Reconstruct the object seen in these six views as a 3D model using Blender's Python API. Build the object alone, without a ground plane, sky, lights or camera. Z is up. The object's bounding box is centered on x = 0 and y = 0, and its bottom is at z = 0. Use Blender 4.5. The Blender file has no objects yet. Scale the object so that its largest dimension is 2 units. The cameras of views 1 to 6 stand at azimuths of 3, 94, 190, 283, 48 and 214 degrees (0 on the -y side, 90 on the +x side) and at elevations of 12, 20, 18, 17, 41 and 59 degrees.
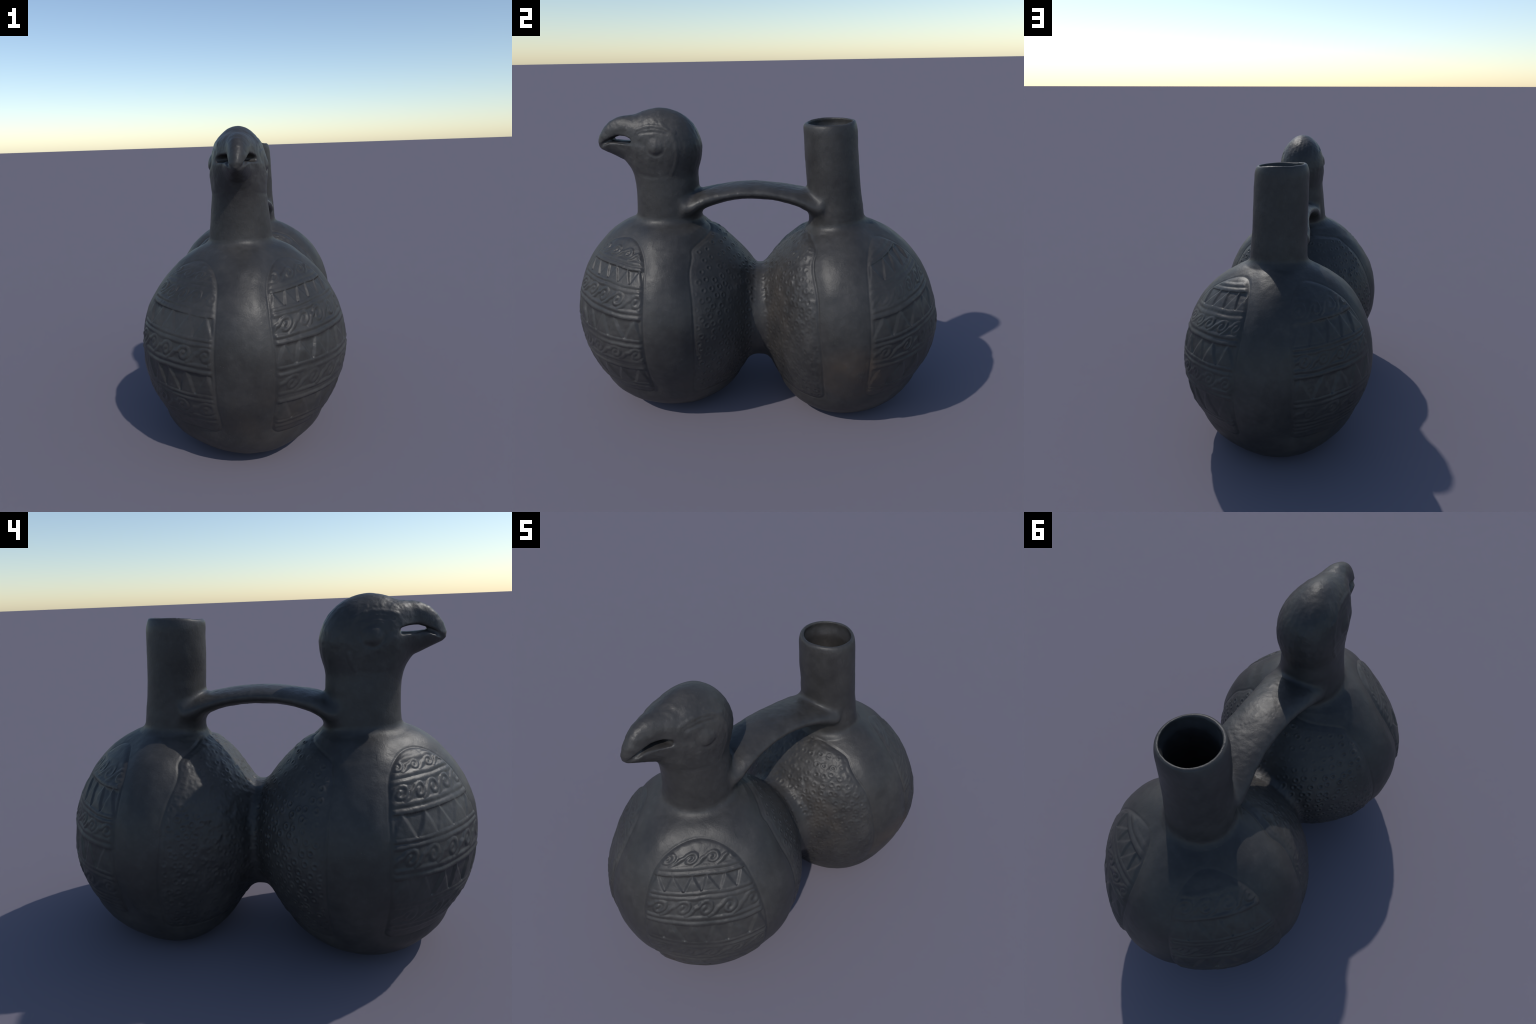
"""Blackware double-chamber whistling vessel: two globular chambers with pressed
relief panels, joined by a short tube and a strap handle; one neck ends in a bird's
head, the other in an open spout."""
import bpy
import numpy as np
from mathutils import Vector

rng = np.random.default_rng(7)
VOXEL = 0.0064

# ------------------------------------------------------------------ small helpers


def spline(x, y, q):
    """Cubic spline with flat ends through the control points (x, y)."""
    x, y = np.asarray(x, float), np.asarray(y, float)
    m, h = len(x), np.diff(x)
    A, b = np.zeros((m, m)), np.zeros(m)
    A[0, 0], A[0, 1], b[0] = 2 * h[0], h[0], 6 * (y[1] - y[0]) / h[0]
    A[-1, -1], A[-1, -2], b[-1] = 2 * h[-1], h[-1], -6 * (y[-1] - y[-2]) / h[-1]
    for i in range(1, m - 1):
        A[i, i - 1], A[i, i], A[i, i + 1] = h[i - 1], 2 * (h[i - 1] + h[i]), h[i]
        b[i] = 6 * ((y[i + 1] - y[i]) / h[i] - (y[i] - y[i - 1]) / h[i - 1])
    M = np.linalg.solve(A, b)
    q = np.clip(q, x[0], x[-1])
    i = np.clip(np.searchsorted(x, q) - 1, 0, m - 2)
    hh = h[i]
    a, c = (x[i + 1] - q) / hh, (q - x[i]) / hh
    return a * y[i] + c * y[i + 1] + ((a ** 3 - a) * M[i] + (c ** 3 - c) * M[i + 1]) * hh * hh / 6


def smin(a, b, k):
    h = np.maximum(k - np.abs(a - b), 0) / k
    return np.minimum(a, b) - h * h * k * 0.25


def smax(a, b, k):
    return -smin(-a, -b, k)


def step(lo, hi, x):
    t = np.clip((x - lo) / (hi - lo), 0, 1)
    return t * t * (3 - 2 * t)


def bump(d, w):
    """Rounded ridge of half width w at distance d from its line."""
    t = np.clip(np.abs(d) / w, 0, 1)
    return (1 - t * t) ** 2


def noise(P, size, seed):
    """Smooth value noise in -1..1 with features of about the given size."""
    q = P / size + seed * 17.31
    i = np.floor(q).astype(np.int64)
    t = q - i
    t = t * t * (3 - 2 * t)
    out = 0.0
    for dx in (0, 1):
        for dy in (0, 1):
            for dz in (0, 1):
                n = (i[:, 0] + dx) * 73856093 ^ (i[:, 1] + dy) * 19349663 ^ (i[:, 2] + dz) * 83492791 ^ seed * 2654435761
                n = (n ^ (n >> 13)) * 1274126177
                n = ((n ^ (n >> 16)) & 0xFFFF) / 32767.5 - 1
                w = (t[:, 0] if dx else 1 - t[:, 0]) * (t[:, 1] if dy else 1 - t[:, 1]) * (t[:, 2] if dz else 1 - t[:, 2])
                out = out + n * w
    return out


def ellipsoid(P, c, r):
    d = P - np.array(c)
    r = np.array(r)
    k0 = np.linalg.norm(d / r, axis=-1)
    k1 = np.linalg.norm(d / (r * r), axis=-1)
    return k0 * (k0 - 1) / np.maximum(k1, 1e-6)


def oval(u, v, a, b):
    """Distance to an ellipse with half axes a, b (which may vary from point to point)."""
    k0 = np.sqrt((u / a) ** 2 + (v / b) ** 2)
    k1 = np.sqrt((u / a ** 2) ** 2 + (v / b ** 2) ** 2)
    return k0 * (k0 - 1) / np.maximum(k1, 1e-6)


def polyline(u, v, pts, radii=None):
    """Distance in the plane to a chain of points, less the radius along it."""
    best = np.full(u.shape, 9.0)
    for j in range(len(pts) - 1):
        (ax, ay), (bx, by) = pts[j], pts[j + 1]
        ex, ey = bx - ax, by - ay
        t = np.clip(((u - ax) * ex + (v - ay) * ey) / (ex * ex + ey * ey), 0, 1)
        d = np.hypot(u - ax - t * ex, v - ay - t * ey)
        if radii is not None:
            d = d - radii[j] * (1 - t) - radii[j + 1] * t
        best = np.minimum(best, d)
    return best


def polygon(u, v, pts):
    """Signed distance to a closed outline (negative inside)."""
    n = len(pts)
    d = polyline(u, v, list(pts) + [pts[0]])
    inside = np.zeros(u.shape, bool)
    for j in range(n):
        (ax, ay), (bx, by) = pts[j], pts[(j + 1) % n]
        if ay != by:
            inside ^= ((ay > v) != (by > v)) & (u < (bx - ax) * (v - ay) / (by - ay) + ax)
    return np.where(inside, -d, d)


# ------------------------------------------------------------------ the form

MID = 0.48  # height of the chamber centres
THETA = np.radians([0, 20, 35, 55, 75, 90, 105, 120, 135, 150, 165, 180])
CHAMBERS = {
    # centre; radius against the angle from the top; then how the plan departs from round: for 1, 2, 3 and 4 lobes,
    # cosine and sine parts that are constant, linear and quadratic in the cosine of the angle from the top
    "bird": dict(c=(0.0, -0.4757),
                 r=[.583, .585, .563, .5401, .5286, .5171, .5072, .5034, .5259, .5181, .5049, .485],
                 m=[-.0019, .0052, .0034, .0031, .0069, -.0214, .0033, -.0069, -.003, .0024, .001, .0216,
                    .0003, -.0012, .0038, .0038, -.0141, .0156, .0049, .0009, .0102, .0045, .0119, .0134]),
    "spout": dict(c=(0.0, 0.487),
                  r=[.5706, .5554, .5415, .5255, .5129, .5088, .507, .5133, .5374, .5403, .5133, .485],
                  m=[-.0064, .0059, -.0042, -.0162, .0023, -.0045, .0095, .0132, 0, .0061, .0392, -.0116,
                     .0048, .0043, .0016, .0088, .0002, -.0429, .0064, -.0051, .009, -.0029, -.006, .0186]),
}


def chamber(P, s):
    d = P - np.array([*s["c"], MID])
    r = np.maximum(np.linalg.norm(d, axis=-1), 1e-6)
    th = np.arccos(np.clip(d[:, 2] / r, -1, 1))
    ph = np.arctan2(d[:, 1], d[:, 0])
    sn, cs = np.sin(th), np.cos(th)
    R = spline(THETA, s["r"], th)
    m = np.array(s["m"]).reshape(4, 3, 2)
    for k in range(4):
        lobe = sn if k == 0 else sn * sn
        C, S = np.cos((k + 1) * ph), np.sin((k + 1) * ph)
        R = R + lobe * ((m[k, 0, 0] + m[k, 1, 0] * cs + m[k, 2, 0] * cs * cs) * C + (m[k, 0, 1] + m[k, 1, 1] * cs + m[k, 2, 1] * cs * cs) * S)
    return smax(r - R, 0.0005 - P[:, 2], 0.02)


def tube(P):
    d = oval(P[:, 0], P[:, 2] - 0.495, 0.235, 0.262)
    return smax(d, np.abs(P[:, 1]) - 0.16, 0.05)


SP_Z = [0.85, 1.04, 1.15, 1.285, 1.40, 1.47, 1.52, 1.56]


def spout_axis(z):
    yc = spline(SP_Z, [.444, .438, .426, .4130, .404, .400, .396, .394], z)
    rx = spline(SP_Z, [.160, .157, .151, .148, .148, .146, .139, .126], z)
    ry = spline(SP_Z, [.150, .147, .143, .139, .137, .136, .133, .126], z)
    xc = spline(SP_Z, [.003, .003, .003, .000, -.002, -.004, -.005, -.006], z)
    return xc, yc, rx, ry


def rim_height(P):
    a = np.arctan2(P[:, 0], P[:, 1] - 0.4)
    return 1.541 + 0.05 * (P[:, 1] - 0.4) - 0.045 * P[:, 0] + 0.0016 * np.sin(3 * a + 1) + 0.001 * np.sin(5 * a)


def spout(P):
    xc, yc, rx, ry = spout_axis(P[:, 2])
    d = oval(P[:, 0] - xc, P[:, 1] - yc, rx, ry)
    d = smax(d, P[:, 2] - rim_height(P), 0.014)
    return smax(d, 0.85 - P[:, 2], 0.02)


def spout_bore(P):
    xc, yc, rx, ry = spout_axis(P[:, 2])
    wall = 0.015 + 0.020 * step(1.54, 1.47, P[:, 2]) + 0.012 * step(1.48, 1.25, P[:, 2])
    d = oval(P[:, 0] - xc, P[:, 1] - yc, rx - wall, ry - wall)
    return smax(d, 0.90 - P[:, 2], 0.08)


NECK_Z = [0.85, 1.04, 1.12, 1.18, 1.24, 1.29, 1.36, 1.45]


def neck(P):
    z = P[:, 2]
    front = spline(NECK_Z, [-.640, -.636, -.628, -.625, -.626, -.632, -.64, -.64], z)
    back = spline(NECK_Z, [-.285, -.288, -.291, -.293, -.294, -.294, -.288, -.288], z)
    rx = spline(NECK_Z, [.168, .163, .155, .149, .143, .138, .134, .130], z)
    d = oval(P[:, 0], P[:, 1] - (front + back) / 2, rx, (back - front) / 2)
    return smax(d, np.maximum(z - 1.42, 0.85 - z), 0.02)


def skull(P):
    q = P.copy()
    dy = q[:, 1] + 0.48
    q[:, 1] = -0.48 + dy * np.where(dy < 0, 1 + 0.36 * step(1.46, 1.33, q[:, 2]), 1.0)
    q[:, 0] /= 1 + np.where(dy > 0, 1.25, 0.7) * np.clip(dy, -0.25, 0.25)
    return ellipsoid(q, (0.001, -0.48, 1.42), (0.1375, 0.212, 0.197))


BEAK = [(-.52, 1.53), (-.58, 1.572), (-.625, 1.583), (-.655, 1.581), (-.688, 1.574), (-.727, 1.556), (-.762, 1.525), (-.788, 1.490),
        (-.802, 1.452), (-.801, 1.428), (-.788, 1.412), (-.757, 1.397), (-.736, 1.388), (-.709, 1.376),
        (-.672, 1.357), (-.650, 1.334), (-.60, 1.30), (-.55, 1.30)]
MOUTH = [(-.622, 1.464), (-.645, 1.468), (-.685, 1.471), (-.714, 1.467)]
LIPS = [(-.615, 1.460), (-.66, 1.470), (-.70, 1.470), (-.735, 1.460), (-.765, 1.446), (-.785, 1.430)]


def beak_width(y):
    return spline([-.81, -.78, -.74, -.70, -.66, -.62, -.57], [.034, .040, .045, .050, .059, .072, .085], y)


def beak_shift(y, z):
    return (0.012 + 0.008 * step(1.43, 1.49, z)) * step(-.54, -.68, y)


def beak(P):
    depth = -polygon(P[:, 1], P[:, 2], BEAK)
    w, full = beak_width(P[:, 1]) + 0.010 * step(1.465, 1.44, P[:, 2]) * step(-.80, -.74, P[:, 1]), 0.062
    edge = np.maximum(full - depth, 0) / full
    k = np.sqrt(edge ** 2 + ((P[:, 0] - beak_shift(P[:, 1], P[:, 2])) / w) ** 2)
    d = (k - 1) * np.minimum(full, w) * 0.9
    x = np.abs(P[:, 0] - beak_shift(P[:, 1], P[:, 2]))
    lips = polyline(P[:, 1], P[:, 2], LIPS, [.006, .008, .009, .008, .007, .005])
    d = smax(d, -smax(lips, (w - 0.017) - x, 0.008), 0.010)
    return d


def mouth(P):
    d = polyline(P[:, 1], P[:, 2], MOUTH, [.010, .0135, .013, .006])
    return d - 0.004 * step(0.015, 0.050, np.abs(P[:, 0] - 0.01))


def handle(P):
    y = P[:, 1]
    Y = [-.34, -.27, -.20, -.12, 0, .12, .20, .27, .34]
    zc = spline(Y, [1.115, 1.145, 1.168, 1.184, 1.192, 1.183, 1.167, 1.144, 1.12], y)
    b = spline(Y, [.068, .054, .045, .041, .040, .041, .045, .054, .066], y)
    a = spline(Y, [.142, .138, .127, .120, .117, .123, .134, .147, .155], y)
    d = oval(P[:, 0] - 0.002, P[:, 2] - zc, a, b)
    return smax(d, np.abs(y) - 0.36, 0.02)


def within(box, P, fn):
    """Evaluate a piece only near it; elsewhere it counts as far away."""
    out = np.full(len(P), 0.5)
    if box.any():
        out[box] = fn(P[box])
    return out


def pieces(P):
    x, y, z = P.T
    return dict(bird=within(y < 0.25, P, lambda p: chamber(p, CHAMBERS["bird"])),
                spouted=within(y > -0.25, P, lambda p: chamber(p, CHAMBERS["spout"])),
                tube=within(np.abs(y) < 0.26, P, tube), spout=within((y > 0.15) & (z > 0.8), P, spout),
                neck=within((y < -0.18) & (z > 0.8) & (z < 1.5), P, neck), skull=within((y < -0.15) & (z > 1.15), P, skull),
                beak=within((y < -0.45) & (z > 1.22), P, beak), handle=within((np.abs(y) < 0.42) & (z > 0.95) & (z < 1.32), P, handle))


def form(P):
    s = pieces(P)
    body = smin(smin(s["bird"], s["spouted"], 0.05), s["tube"], 0.05)
    head = smin(smin(s["skull"], s["beak"], 0.03), s["neck"], 0.035)
    head = smax(head, -within((P[:, 1] < -.58) & (P[:, 2] > 1.40), P, mouth), 0.008)
    tops = smin(smin(head, s["handle"], 0.032), s["spout"], 0.032)
    d = smin(body, tops, 0.035)
    return smax(d, -within((P[:, 1] > 0.2) & (P[:, 2] > 0.8), P, spout_bore), 0.010)


def batched(fn, P, size=400000):
    return np.concatenate([fn(P[i:i + size]) for i in range(0, len(P), size)])


# ------------------------------------------------------------------ skin the form with quads (surface nets)


def skin():
    lo, hi = np.array([-0.60, -1.05, -0.024]), np.array([0.60, 1.05, 1.66])
    big = VOXEL * 4
    n = np.ceil((hi - lo) / big).astype(int)
    g = np.stack(np.meshgrid(*[lo[k] + big * (np.arange(n[k]) + 0.4) for k in range(3)], indexing="ij"), -1).reshape(-1, 3)
    rough = batched(form, g).reshape(n)
    near = np.abs(rough) < 0.045
    F = np.where(rough < 0, -1.0, 1.0).astype(np.float32)
    for k in range(3):
        F, near = F.repeat(4, k), near.repeat(4, k)
    idx = np.argwhere(near)
    F[near] = batched(form, lo + VOXEL * idx)
    inside = F < 0
    nc = np.array(F.shape) - 1
    corners = [(a, b, c) for a in (0, 1) for b in (0, 1) for c in (0, 1)]
    cut = lambda A, o: A[o[0]:o[0] + nc[0], o[1]:o[1] + nc[1], o[2]:o[2] + nc[2]]
    count = sum(cut(inside, o).astype(np.int8) for o in corners)
    active = (count > 0) & (count < 8)
    cells = np.argwhere(active)
    number = np.full(tuple(nc), -1, np.int64)
    number[active] = np.arange(len(cells))
    val = {o: F[cells[:, 0] + o[0], cells[:, 1] + o[1], cells[:, 2] + o[2]] for o in corners}
    total, hits = np.zeros((len(cells), 3)), np.zeros(len(cells))
    for o in corners:
        for k in range(3):
            if o[k] == 0:
                e = list(o)
                e[k] = 1
                a, b = val[o], val[tuple(e)]
                cross = (a < 0) != (b < 0)
                t = np.where(cross, a / np.where(cross, a - b, 1), 0)
                p = np.tile(np.array(o, float), (len(cells), 1))
                p[:, k] += t
                total += p * cross[:, None]
                hits += cross
    V = lo + VOXEL * (cells + total / hits[:, None])
    quads = []
    for k in range(3):
        u, v = (k + 1) % 3, (k + 2) % 3
        sl0, sl1 = [slice(1, -1)] * 3, [slice(1, -1)] * 3
        sl0[k], sl1[k] = slice(0, -1), slice(1, None)
        a, b = inside[tuple(sl0)], inside[tuple(sl1)]
        e = np.argwhere(a != b)
        flip = b[tuple(e.T)]
        e = e + 1
        e[:, k] -= 1
        du, dv = np.eye(3, dtype=int)[u], np.eye(3, dtype=int)[v]
        q = np.stack([number[tuple((e - du - dv).T)], number[tuple((e - dv).T)], number[tuple(e.T)], number[tuple((e - du).T)]], 1)
        q[flip] = q[flip][:, ::-1]
        quads.append(q)
    Q = np.concatenate(quads)
    Q = Q[(Q >= 0).all(1)]
    f0, h = batched(form, V), 1.5e-3  # settle the vertices on the form
    G = np.stack([batched(form, V + h * e) - f0 for e in np.eye(3)], 1) / h
    g2 = np.maximum((G * G).sum(1), 0.2)
    for _ in range(2):
        V = V - np.clip(f0 / g2, -0.006, 0.006)[:, None] * G
        f0 = batched(form, V)
    return V, Q


def build_mesh(name, V, Q):
    me = bpy.data.meshes.new(name)
    me.vertices.add(len(V))
    me.vertices.foreach_set("co", np.ascontiguousarray(V, np.float32).ravel())
    me.loops.add(Q.size)
    me.loops.foreach_set("vertex_index", np.ascontiguousarray(Q, np.int32).ravel())
    me.polygons.add(len(Q))
    me.polygons.foreach_set("loop_start", np.arange(0, Q.size, 4, dtype=np.int32))
    me.polygons.foreach_set("loop_total", np.full(len(Q), 4, np.int32))
    me.update(calc_edges=True)
    return me


def refined(V, Q):
    """One round of Catmull-Clark subdivision on a closed quad mesh."""
    n, m = len(V), len(Q)
    ends = np.stack([Q, np.roll(Q, -1, 1)], 2).reshape(-1, 2)
    ends.sort(1)
    key, which = np.unique(ends[:, 0].astype(np.int64) * n + ends[:, 1], return_inverse=True)
    E = np.stack([key // n, key % n], 1)
    face = V[Q].mean(1)
    gather = lambda idx, val, size: np.stack([np.bincount(idx, val[:, c], size) for c in range(3)], 1)
    uses = np.bincount(which, minlength=len(E))[:, None]
    mid = (V[E[:, 0]] + V[E[:, 1]]) / 2
    edge = (mid + gather(which, face.repeat(4, 0), len(E)) / uses) / 2
    deg = np.maximum(np.bincount(Q.ravel(), minlength=n), 1)[:, None]
    avg_face = gather(Q.ravel(), face.repeat(4, 0), n) / deg
    edeg = np.maximum(np.bincount(E.ravel(), minlength=n), 1)[:, None]
    avg_mid = gather(E.ravel(), mid.repeat(2, 0), n) / edeg
    corner = (avg_face + 2 * avg_mid + (edeg - 3) * V) / edeg
    e = n + which.reshape(-1, 4)
    c = (n + len(E) + np.arange(m))
    quads = np.stack([np.stack([Q[:, k], e[:, k], c, e[:, k - 1]], 1) for k in range(4)], 1).reshape(-1, 4)
    return np.concatenate([corner, edge, face]), quads


def normals(V, Q):
    n = np.cross(V[Q[:, 2]] - V[Q[:, 0]], V[Q[:, 3]] - V[Q[:, 1]])
    N = np.zeros_like(V)
    for k in range(4):
        for c in range(3):
            N[:, c] += np.bincount(Q[:, k], n[:, c], len(V))
    return N / np.maximum(np.linalg.norm(N, axis=1, keepdims=True), 1e-12)


# ------------------------------------------------------------------ relief

# each pressed panel: azimuth of its middle, half width in degrees, foot and top height, tilt of the bands, then its
# bands from the top: kind of motif, upper and lower edge, motifs across
PANELS = [
    dict(on="bird", at=52.5, half=33.5, foot=.205, top=.992, tilt=0.0, rules=[.900, .880, .808, .787, .700, .672, .562, .530, .440, .400, .285, .255],
         bands=[("scroll", .955, .905, 4), ("peak", .876, .812, 6), ("scroll", .783, .705, 5), ("peak", .667, .566, 6), ("scroll", .526, .445, 5), ("peak", .395, .29, 6)]),
    dict(on="bird", at=-44, half=32.5, foot=.215, top=.992, tilt=0.0, rules=[.962, .912, .890, .818, .793, .692, .668, .578, .550, .432, .408, .312, .280],
         bands=[("scroll", .957, .917, 4), ("scroll", .886, .822, 5), ("peak", .788, .697, 5), ("scroll", .663, .583, 5), ("peak", .545, .437, 6), ("scroll", .403, .317, 4)]),
    dict(on="spout", at=133, half=32, foot=.215, top=.985, tilt=.055, rules=[.950, .928, .842, .815, .738, .710, .597, .570, .482, .450, .310, .288],
         bands=[("peak", .923, .847, 5), ("scroll", .811, .742, 5), ("peak", .705, .602, 5), ("scroll", .566, .487, 5), ("peak", .445, .315, 5)]),
    dict(on="spout", at=-131, half=31, foot=.235, top=.985, tilt=0.0, rules=[.925, .842, .730, .708, .630, .602, .480, .452, .362, .335, .31, .285],
         bands=[("scroll", .920, .848, 4), ("peak", .837, .735, 5), ("scroll", .703, .635, 5), ("peak", .597, .485, 5), ("scroll", .447, .367, 4)]),
]
PITTED = [dict(on="bird", at=184, half=71, foot=.17, top=.985,
               sides=([.2, .6, .8, .88, .93, .96, .985, 1.02], [71, 70.5, 69, 66.5, 62, 55, 30, 0])), dict(on="spout", at=-2, half=77, foot=.17, top=.985,
               sides=([.2, .46, .65, .81, .91, .96, .985, 1.02], [77, 76.5, 73.5, 68, 60.5, 50, 28, 0]))]


def around(P, s, at):
    """Angle in degrees from the panel's middle, and the distance from the chamber's axis."""
    d = P[:, :2] - np.array(s["c"])
    a = np.degrees(np.arctan2(d[:, 0], -d[:, 1]))
    return (a - at + 180) % 360 - 180, np.hypot(d[:, 0], d[:, 1])


def panel_edge(P, p):
    """Signed distance along the surface to an arch-topped panel's border (negative inside)."""
    a, rho = around(P, CHAMBERS[p["on"]], p["at"])
    z = P[:, 2]
    along = lambda h: 0.56 * np.arcsin(np.clip((h - MID) / 0.56, -0.999, 0.999))
    if "sides" in p:  # a wide panel whose sides draw in steadily towards its top
        width = lambda h: np.radians(spline(*p["sides"], h))
        wide, lean = width(z) * np.maximum(rho, 0.1), (width(z + 0.004) - width(z - 0.004)) / 0.008 * np.maximum(rho, 0.1)
        side = (np.radians(np.abs(a)) * np.maximum(rho, 0.1) - wide) / np.sqrt(1 + (0.75 * lean) ** 2)
        return smax(side, along(p["foot"]) - along(z), 0.06)
    half = np.radians(p["half"]) * np.maximum(rho, 0.1) * (1 - 0.06 * step(0.74, 0.95, z))
    u = np.radians(np.abs(a)) * np.maximum(rho, 0.1)
    rise = p.get("rise", 0.22)
    up = np.maximum(along(z) - along(p["top"]) + rise, 0) / rise
    arch = (np.hypot(u / half, up) - 1) * half
    foot, r = along(p["foot"]) - along(z), 0.05
    box = np.hypot(np.maximum(u - half + r, 0), np.maximum(foot + r, 0)) + np.minimum(np.maximum(u - half + r, foot + r), 0) - r
    return np.where(z > 0.6, arch, box)


def trench(edge, depth, outer, inner):
    """Border groove: the plain wall rolls gently down to it and the panel rises out of it more steeply."""
    t = np.where(edge > 0, edge / outer, -edge / inner)
    return depth * np.clip(1 - t, 0, 1) ** 2 * (1 - 0.25 * np.exp(-(t * 4) ** 2))


def scroll_line(w, h):
    """A running-wave hook: a stem rising from the foot of the band and curling over."""
    c, r = (0.14 * w, 0.48 * h), 0.36 * h
    r = min(r, 0.36 * w)
    pts = [(-0.62 * w, 0.02 * h), (-0.46 * w, 0.22 * h), (-0.34 * w, 0.5 * h)]
    for k in range(15):
        t = k / 14
        ang = np.radians(165 - 390 * t)
        rr = r * (1.2 - 0.82 * t)
        pts.append((c[0] + rr * np.cos(ang), c[1] + rr * np.sin(ang) * 1.05))
    return [(x + 0.30 * (y - 0.45 * h), y) for x, y in pts]


def pressed_relief(P, p):
    """Height of a relief panel above the plain wall, for points on that panel."""
    edge = panel_edge(P, p)
    wob = 0.004 * noise(P, 0.09, 3)
    a, rho = around(P, CHAMBERS[p["on"]], p["at"])
    a = a + 1.2 * noise(P, 0.12, 5)
    z = P[:, 2] + wob - p["tilt"] * a / 64
    worn = np.clip(0.85 + 0.6 * noise(P, 0.10, 9), 0.25, 1.3)
    H = np.zeros(len(P))
    for r in p["rules"]:
        H = np.maximum(H, 0.0042 * bump(z - r, 0.0140))
    for kind, hi, lo, n in p["bands"]:
        sel = np.where((z < hi + 0.012) & (z > lo - 0.012))[0]
        if not len(sel):
            continue
        mid = (hi + lo) / 2
        d = np.hypot(P[sel, 0], 0)
        ring = rho[sel]
        wide = float(np.median(ring)) * np.radians(2 * p["half"]) / n
        u = (a[sel] / (2 * p["half"]) + 0.5) * n
        v = (z[sel] - lo) / (hi - lo)
        slope = 1.0 / np.sqrt(max(1 - ((mid - MID) / 0.58) ** 2, 0.25))
        tall = (hi - lo) * slope
        i = np.floor(u)
        U, W = (u - i - 0.5) * wide, v * tall
        if kind == "scroll":
            line = scroll_line(wide, tall)
            dist = np.minimum(polyline(U, W, line), polyline(U - wide, W, line))
            h = 0.0043 * bump(dist, 0.0155)
        else:
            lean = 0.10 * np.sin(i * 2.3 + hi * 40)
            t = np.abs(U / wide - lean * v)
            k = (0.47 - t) - 0.47 * v * 1.02
            h = -0.0056 * step(0.05, -0.13, k) * step(1.02, 0.84, v) + 0.0020 * step(-0.02, 0.10, k) * step(-0.02, 0.10, v)
        H[sel] = np.where(np.abs(H[sel]) > np.abs(h), H[sel], h)
    inside = step(-0.004, -0.022, edge)
    H = H + 0.0010 * noise(P, 0.020, 13)
    return inside * (H * worn - 0.0018) - trench(edge, 0.0095, 0.075, 0.026) - 0.0010 * bump(edge, 0.011)


def pit_field(p):
    """Staggered, jittered places of the small stamped rings on a pitted panel."""
    s = CHAMBERS[p["on"]]
    out = []
    for row, z in enumerate(np.arange(0.20, 0.98, 0.041)):
        ring = np.sqrt(max(0.5 ** 2 - (z - MID) ** 2 * 0.88, 0.03))
        n = int(2 * np.radians(p["half"]) * ring / 0.044)
        for k in range(n):
            az = p["at"] + (-1 + 2 * (k + 0.5 + 0.5 * (row % 2)) / n) * p["half"] + rng.normal(0, 0.9)
            out.append((az, z + rng.normal(0, 0.005), ring))
    return np.array(out)


def pitted_relief(P, p, rough):
    s = CHAMBERS[p["on"]]
    edge = panel_edge(P, p)
    a, rho = around(P, s, p["at"])
    az = a + p["at"]
    H = np.zeros(len(P))
    slope = 1.0 / np.sqrt(np.clip(1 - ((P[:, 2] - MID) / 0.58) ** 2, 0.25, 1))
    order = np.argsort(P[:, 2])
    zs = P[order, 2]
    for A, Z, ring in pit_field(p):
        i, j = np.searchsorted(zs, (Z - 0.024, Z + 0.024))
        sel = order[i:j]
        da = ((az[sel] - A + 180) % 360 - 180)
        keep = np.abs(np.radians(da) * rho[sel]) < 0.024
        sel, da = sel[keep], da[keep]
        d = np.hypot(np.radians(da) * rho[sel], (P[sel, 2] - Z) * slope[sel])
        H[sel] += 0.0020 * bump(d - 0.0125, 0.0085) - 0.0025 * bump(d, 0.0105)
    worn = np.clip(0.7 + 0.8 * noise(P, 0.13, 21), 0.3, 1.4) * (0.55 if rough > 0.002 else 1.0)
    lumps = rough * (0.6 * noise(P, 0.030, 31) + 0.4 * noise(P, 0.016, 33))
    inside = step(-0.006, -0.026, edge)
    return inside * (H * worn + lumps - 0.0018) - trench(edge, 0.0125, 0.085, 0.045) - 0.0018 * bump(edge, 0.012)


def head_relief(P):
    H = np.zeros(len(P))
    x, y, z = P[:, 0], P[:, 1], P[:, 2]
    for side, (ey, ez) in ((1, (-.474, 1.440)), (-1, (-.500, 1.450))):
        on = step(0.06, 0.09, side * x)
        d = np.hypot((y - ey) * 0.92, z - ez)
        H += on * ((0.0080 if side > 0 else 0.0105) * bump(d, 0.048) - 0.0026 * bump(d - 0.042, 0.014) * (0.5 + 0.5 * np.sin(np.arctan2(ez - z, y - ey))))

        def line(pts):
            t = np.linspace(0, len(pts) - 1, 17)
            k = np.arange(len(pts))
            q = np.stack([spline(k, [c[j] for c in pts], t) for j in (0, 1)], 1) + np.array([ey, ez])
            return polyline(y, z, [tuple(c) for c in q])

        H += on * 0.0020 * bump(line([(-.10, .080), (-.05, .095), (.03, .092), (.10, .065)]), 0.012)
        H -= on * 0.0016 * bump(line([(-.08, .062), (0, .070), (.06, .058)]), 0.010)
        H += on * 0.0020 * bump(line([(.03, .11), (.085, .055), (.105, -.01), (.098, -.08), (.07, -.14)]), 0.014)
        H -= on * 0.0010 * bump(line([(.07, -.14), (-.03, -.152), (-.14, -.13)]), 0.016)
    back = step(-.42, -.34, y) * step(1.26, 1.32, z)
    H += back * 0.0003 * np.sin(x * 240 + 4 * noise(P, 0.08, 41))
    H += step(1.30, 1.40, z) * (0.0009 * noise(P, 0.024, 61) + 0.0006 * noise(P, 0.012, 62))
    return H


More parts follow.
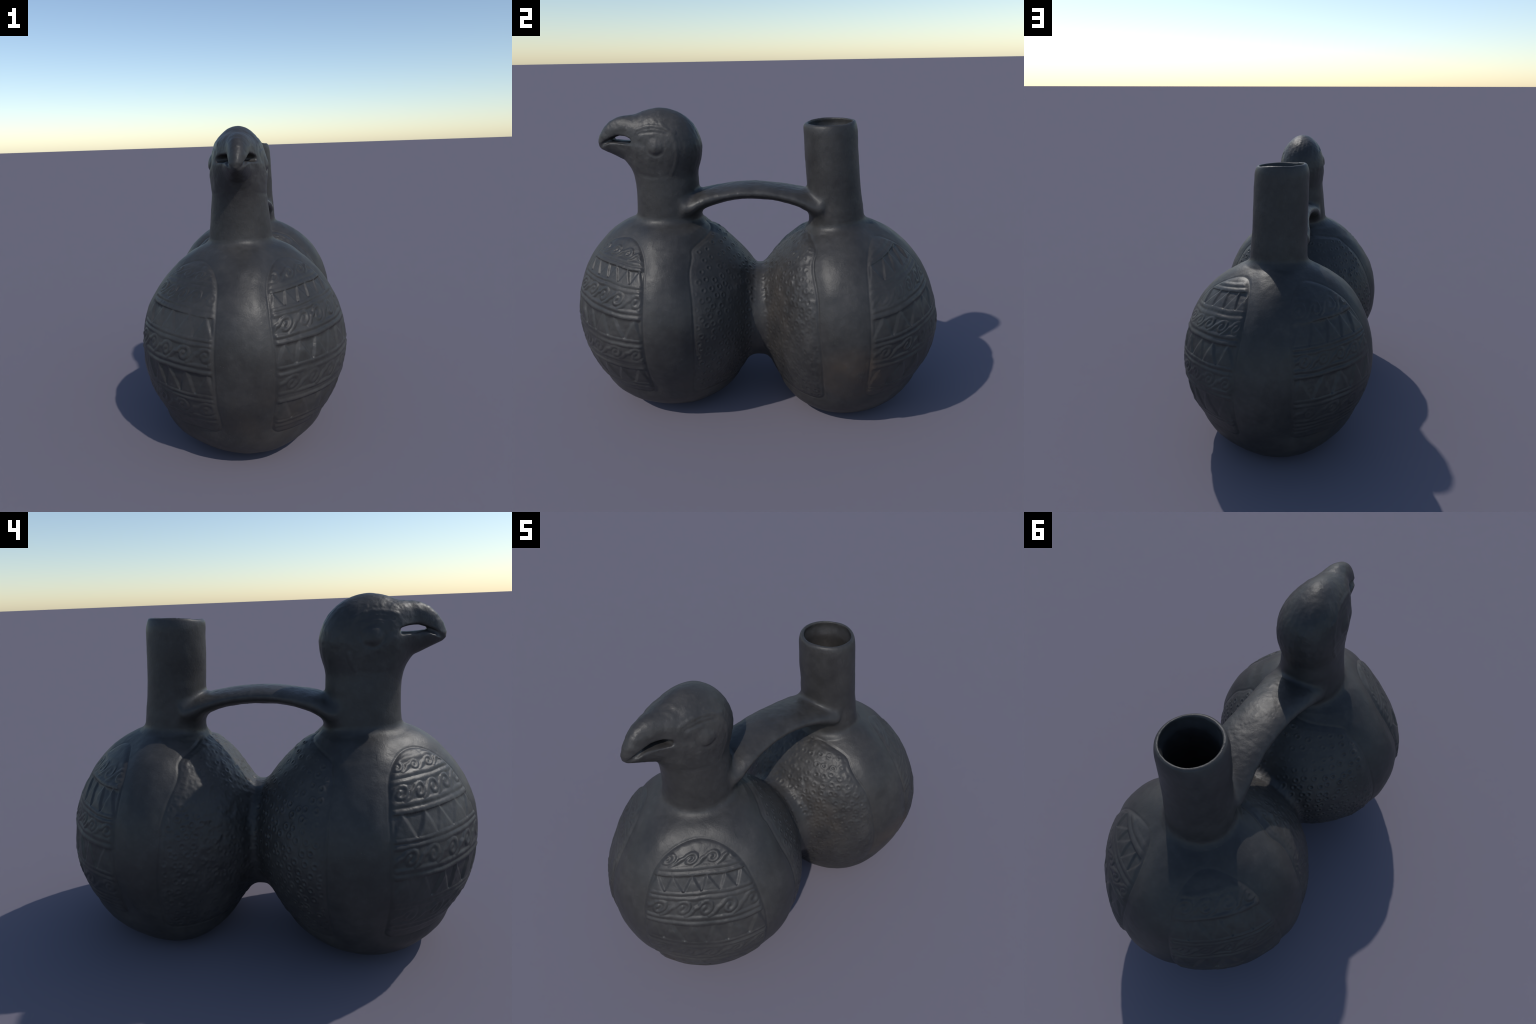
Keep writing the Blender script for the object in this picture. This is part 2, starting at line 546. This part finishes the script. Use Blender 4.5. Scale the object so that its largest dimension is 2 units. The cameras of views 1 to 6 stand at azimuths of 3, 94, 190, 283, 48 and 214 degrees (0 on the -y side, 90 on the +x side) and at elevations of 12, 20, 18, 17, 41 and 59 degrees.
V, Q = skin()
V, Q = refined(V, Q)
N = normals(V, Q)
S = {}
for i in range(0, len(V), 400000):
    for k, v in pieces(V[i:i + 400000]).items():
        S.setdefault(k, []).append(v)
S = {k: np.concatenate(v) for k, v in S.items()}
bore = batched(spout_bore, V)

H = 0.0026 * noise(V, 0.16, 1) + 0.0014 * noise(V, 0.08, 6) + 0.0008 * noise(V, 0.045, 2) + 0.0004 * noise(V, 0.02, 4)
H += 0.004 * np.minimum(step(0.02, -0.02, np.minimum(S["bird"], S["spouted"])), 1)
owner = {"bird": S["bird"], "spout": S["spouted"]}
top_parts = np.minimum.reduce([S["neck"], S["spout"], S["skull"], S["handle"]])
plain = {k: step(0.030, 0.012, np.abs(owner[k])) * step(0.010, 0.030, top_parts) for k in owner}
for p in PANELS:
    near = np.where((plain[p["on"]] > 0) & (np.abs(around(V, CHAMBERS[p["on"]], p["at"])[0]) < p["half"] + 25))[0]
    H[near] += plain[p["on"]][near] * pressed_relief(V[near], p)
for p in PITTED:
    near = np.where((plain[p["on"]] > 0) & (np.abs(around(V, CHAMBERS[p["on"]], p["at"])[0]) < p["half"] + 25))[0]
    H[near] += plain[p["on"]][near] * pitted_relief(V[near], p, 0.0034 if p["on"] == "spout" else 0.0008)
top = np.where((V[:, 2] > 1.20) & (V[:, 1] < -0.22))[0]
H[top] += head_relief(V[top])
grip = np.where((np.abs(S["handle"]) < 0.012) & (np.abs(V[:, 1]) < 0.27))[0]
H[grip] += step(0.012, 0.004, np.abs(S["handle"][grip])) * (0.0010 * noise(V[grip], 0.026, 51) + 0.0005 * noise(V[grip], 0.013, 52))
H *= step(0.0, 0.02, V[:, 2]) * 0.9 + 0.1
V = V + H[:, None] * N
V[:, 2] = np.maximum(V[:, 2], 0.0)
N = normals(V, Q)

# ------------------------------------------------------------------ material


def fired_clay():
    m = bpy.data.materials.new("smoked_black_clay")
    m.use_nodes = True
    nt = m.node_tree
    nt.nodes.clear()
    new = lambda kind, **kw: _set(nt.nodes.new(kind), kw)

    def _set(n, kw):
        for k, v in kw.items():
            setattr(n, k, v)
        return n

    link = nt.links.new
    out, bsdf, tc = new("ShaderNodeOutputMaterial"), new("ShaderNodeBsdfPrincipled"), new("ShaderNodeTexCoord")
    link(bsdf.outputs[0], out.inputs[0])

    def tex(scale, detail=4, rough=0.55, kind="ShaderNodeTexNoise"):
        n = new(kind)
        n.inputs["Scale"].default_value = scale
        if "Detail" in n.inputs:
            n.inputs["Detail"].default_value, n.inputs["Roughness"].default_value = detail, rough
        link(tc.outputs["Object"], n.inputs["Vector"])
        return n

    def ramp(src, *stops):
        r = new("ShaderNodeValToRGB")
        e = r.color_ramp.elements
        while len(e) < len(stops):
            e.new(0.5)
        for el, (pos, col) in zip(e, stops):
            el.position, el.color = pos, (*col, 1) if len(col) == 3 else (col[0],) * 3 + (1,)
        link(src, r.inputs[0])
        return r.outputs[0]

    def mix(fac, a, b, mode="MIX"):
        n = new("ShaderNodeMix", data_type="RGBA", blend_type=mode)
        for sock, v in ((n.inputs[0], fac), (n.inputs[6], a), (n.inputs[7], b)):
            if hasattr(v, "links") or hasattr(v, "is_linked"):
                link(v, sock)
            else:
                sock.default_value = v if not isinstance(v, tuple) else (*v, 1)
        return n.outputs[2]

    def spot(centre, size, soft=0.6):
        """1 within an ellipsoid around a place on the object, fading out."""
        mp = new("ShaderNodeMapping", vector_type="POINT")
        mp.inputs["Scale"].default_value = [1 / s for s in size]
        mp.inputs["Location"].default_value = [-c / s for c, s in zip(centre, size)]
        link(tc.outputs["Object"], mp.inputs["Vector"])
        ln = new("ShaderNodeVectorMath", operation="LENGTH")
        link(mp.outputs[0], ln.inputs[0])
        return ramp(ln.outputs["Value"], (1 - soft, (1,)), (1.0, (0,)))

    base = ramp(tex(4.5, 6, 0.62).outputs[0], (0.30, (.030, .0281, .0274)), (0.50, (.0395, .0371, .0360)), (0.70, (.054, .0503, .048)))
    mott = ramp(tex(30, 7, 0.72).outputs[0], (0.30, (.80,)), (0.52, (.96,)), (0.75, (1.22,)))
    col = mix(1.0, base, mott, "MULTIPLY")
    brown = mix(1.0, spot((.46, .52, .38), (.16, .20, .20)), ramp(tex(5.5, 3).outputs[0], (.35, (.25,)), (.65, (.9,))), "MULTIPLY")
    col = mix(brown, col, (.078, .055, .038))
    brown = mix(1.0, spot((.26, .16, .62), (.20, .14, .34)), ramp(tex(9, 3).outputs[0], (.35, (.05,)), (.65, (.5,))), "MULTIPLY")
    col = mix(brown, col, (.052, .041, .032))
    for place, size in (((.10, -.86, .30), (.30, .25, .22)), ((-.25, .72, .28), (.28, .28, .22)), ((.30, -.30, .20), (.25, .25, .18))):
        faint = mix(1.0, spot(place, size), ramp(tex(6.5, 4).outputs[0], (.42, (0,)), (.66, (.45,))), "MULTIPLY")
        col = mix(faint, col, (.056, .045, .036))
    specks = ramp(tex(95, 0, 0.0, "ShaderNodeTexVoronoi").outputs["Distance"], (.06, (1,)), (.16, (0,)))
    rare = ramp(tex(14, 2).outputs[0], (.55, (0,)), (.68, (.6,)))
    col = mix(mix(1.0, specks, rare, "MULTIPLY"), col, (.13, .12, .10))
    link(col, bsdf.inputs["Base Color"])
    link(ramp(tex(9, 5).outputs[0], (.3, (.40,)), (.7, (.54,))), bsdf.inputs["Roughness"])
    bsdf.inputs["Specular IOR Level"].default_value = 0.38
    b = new("ShaderNodeBump")
    b.inputs["Strength"].default_value, b.inputs["Distance"].default_value = 0.22, 0.004
    link(tex(110, 5, 0.6).outputs[0], b.inputs["Height"])
    link(b.outputs[0], bsdf.inputs["Normal"])
    return m


CLAY = fired_clay()

# ------------------------------------------------------------------ split the skin into named parts

C = V[Q].mean(1)
at = lambda a: a[Q].mean(1)
f = {k: at(v) for k, v in S.items()}
names = ["bird", "spouted", "tube", "spout", "neck", "skull", "beak", "handle"]
part = np.argmin(np.stack([f[k] for k in names]), 0)
part[(at(bore) < 0.012) & (C[:, 2] > 0.8) & (C[:, 1] > 0.2)] = names.index("spout")
part[(part == names.index("neck")) & (C[:, 2] > 1.315)] = names.index("skull")
part[(part == names.index("skull")) & (C[:, 2] < 1.315)] = names.index("neck")
part[(part == names.index("beak")) & (C[:, 1] > -.605)] = names.index("skull")
part[np.isin(part, [0, 1, 2]) & (C[:, 2] > 1.10)] = names.index("handle")

vessel = bpy.data.objects.new("double_chamber_vessel", None)
bpy.context.scene.collection.objects.link(vessel)
vessel["label"] = "dark burnished clay double vessel with bird head and spout"
vessel["category"] = "clay vessel"


def cut_out(name, mask, parent):
    faces = Q[mask]
    used, local = np.unique(faces, return_inverse=True)
    me = build_mesh(name, V[used], local.reshape(faces.shape))
    me.polygons.foreach_set("use_smooth", np.ones(len(faces), bool))
    me.normals_split_custom_set_from_vertices(N[used].astype(np.float32))
    me.materials.append(CLAY)
    o = bpy.data.objects.new(name, me)
    bpy.context.scene.collection.objects.link(o)
    o.parent = parent
    return o


free = np.ones(len(Q), bool)
for key, who in (("bird", 0), ("spout", 1)):
    own = part == who
    panels = []
    for p in PANELS + PITTED:
        if p["on"] == key:
            m = own & (panel_edge(C, p) < 0) & free
            free &= ~m
            panels.append(("relief_panel" if p in PANELS else "pitted_panel", m))
    body = cut_out("chamber", own & free, vessel)
    for nm, m in panels:
        cut_out(nm, m, body)
cut_out("connecting_tube", part == 2, vessel)
cut_out("spout", part == 3, vessel)
cut_out("neck", part == 4, vessel)
cut_out("handle", part == 7, vessel)
skull_faces = part == 5
eyes = []
for side, (ey, ez) in ((1, (-.474, 1.440)), (-1, (-.500, 1.450))):
    m = skull_faces & (side * C[:, 0] > 0.07) & (np.hypot((C[:, 1] - ey) * 0.92, C[:, 2] - ez) < 0.040)
    skull_faces = skull_faces & ~m
    eyes.append(m)
head = cut_out("head", skull_faces, vessel)
cut_out("beak", part == 6, head)
for m in eyes:
    cut_out("eye", m, head)
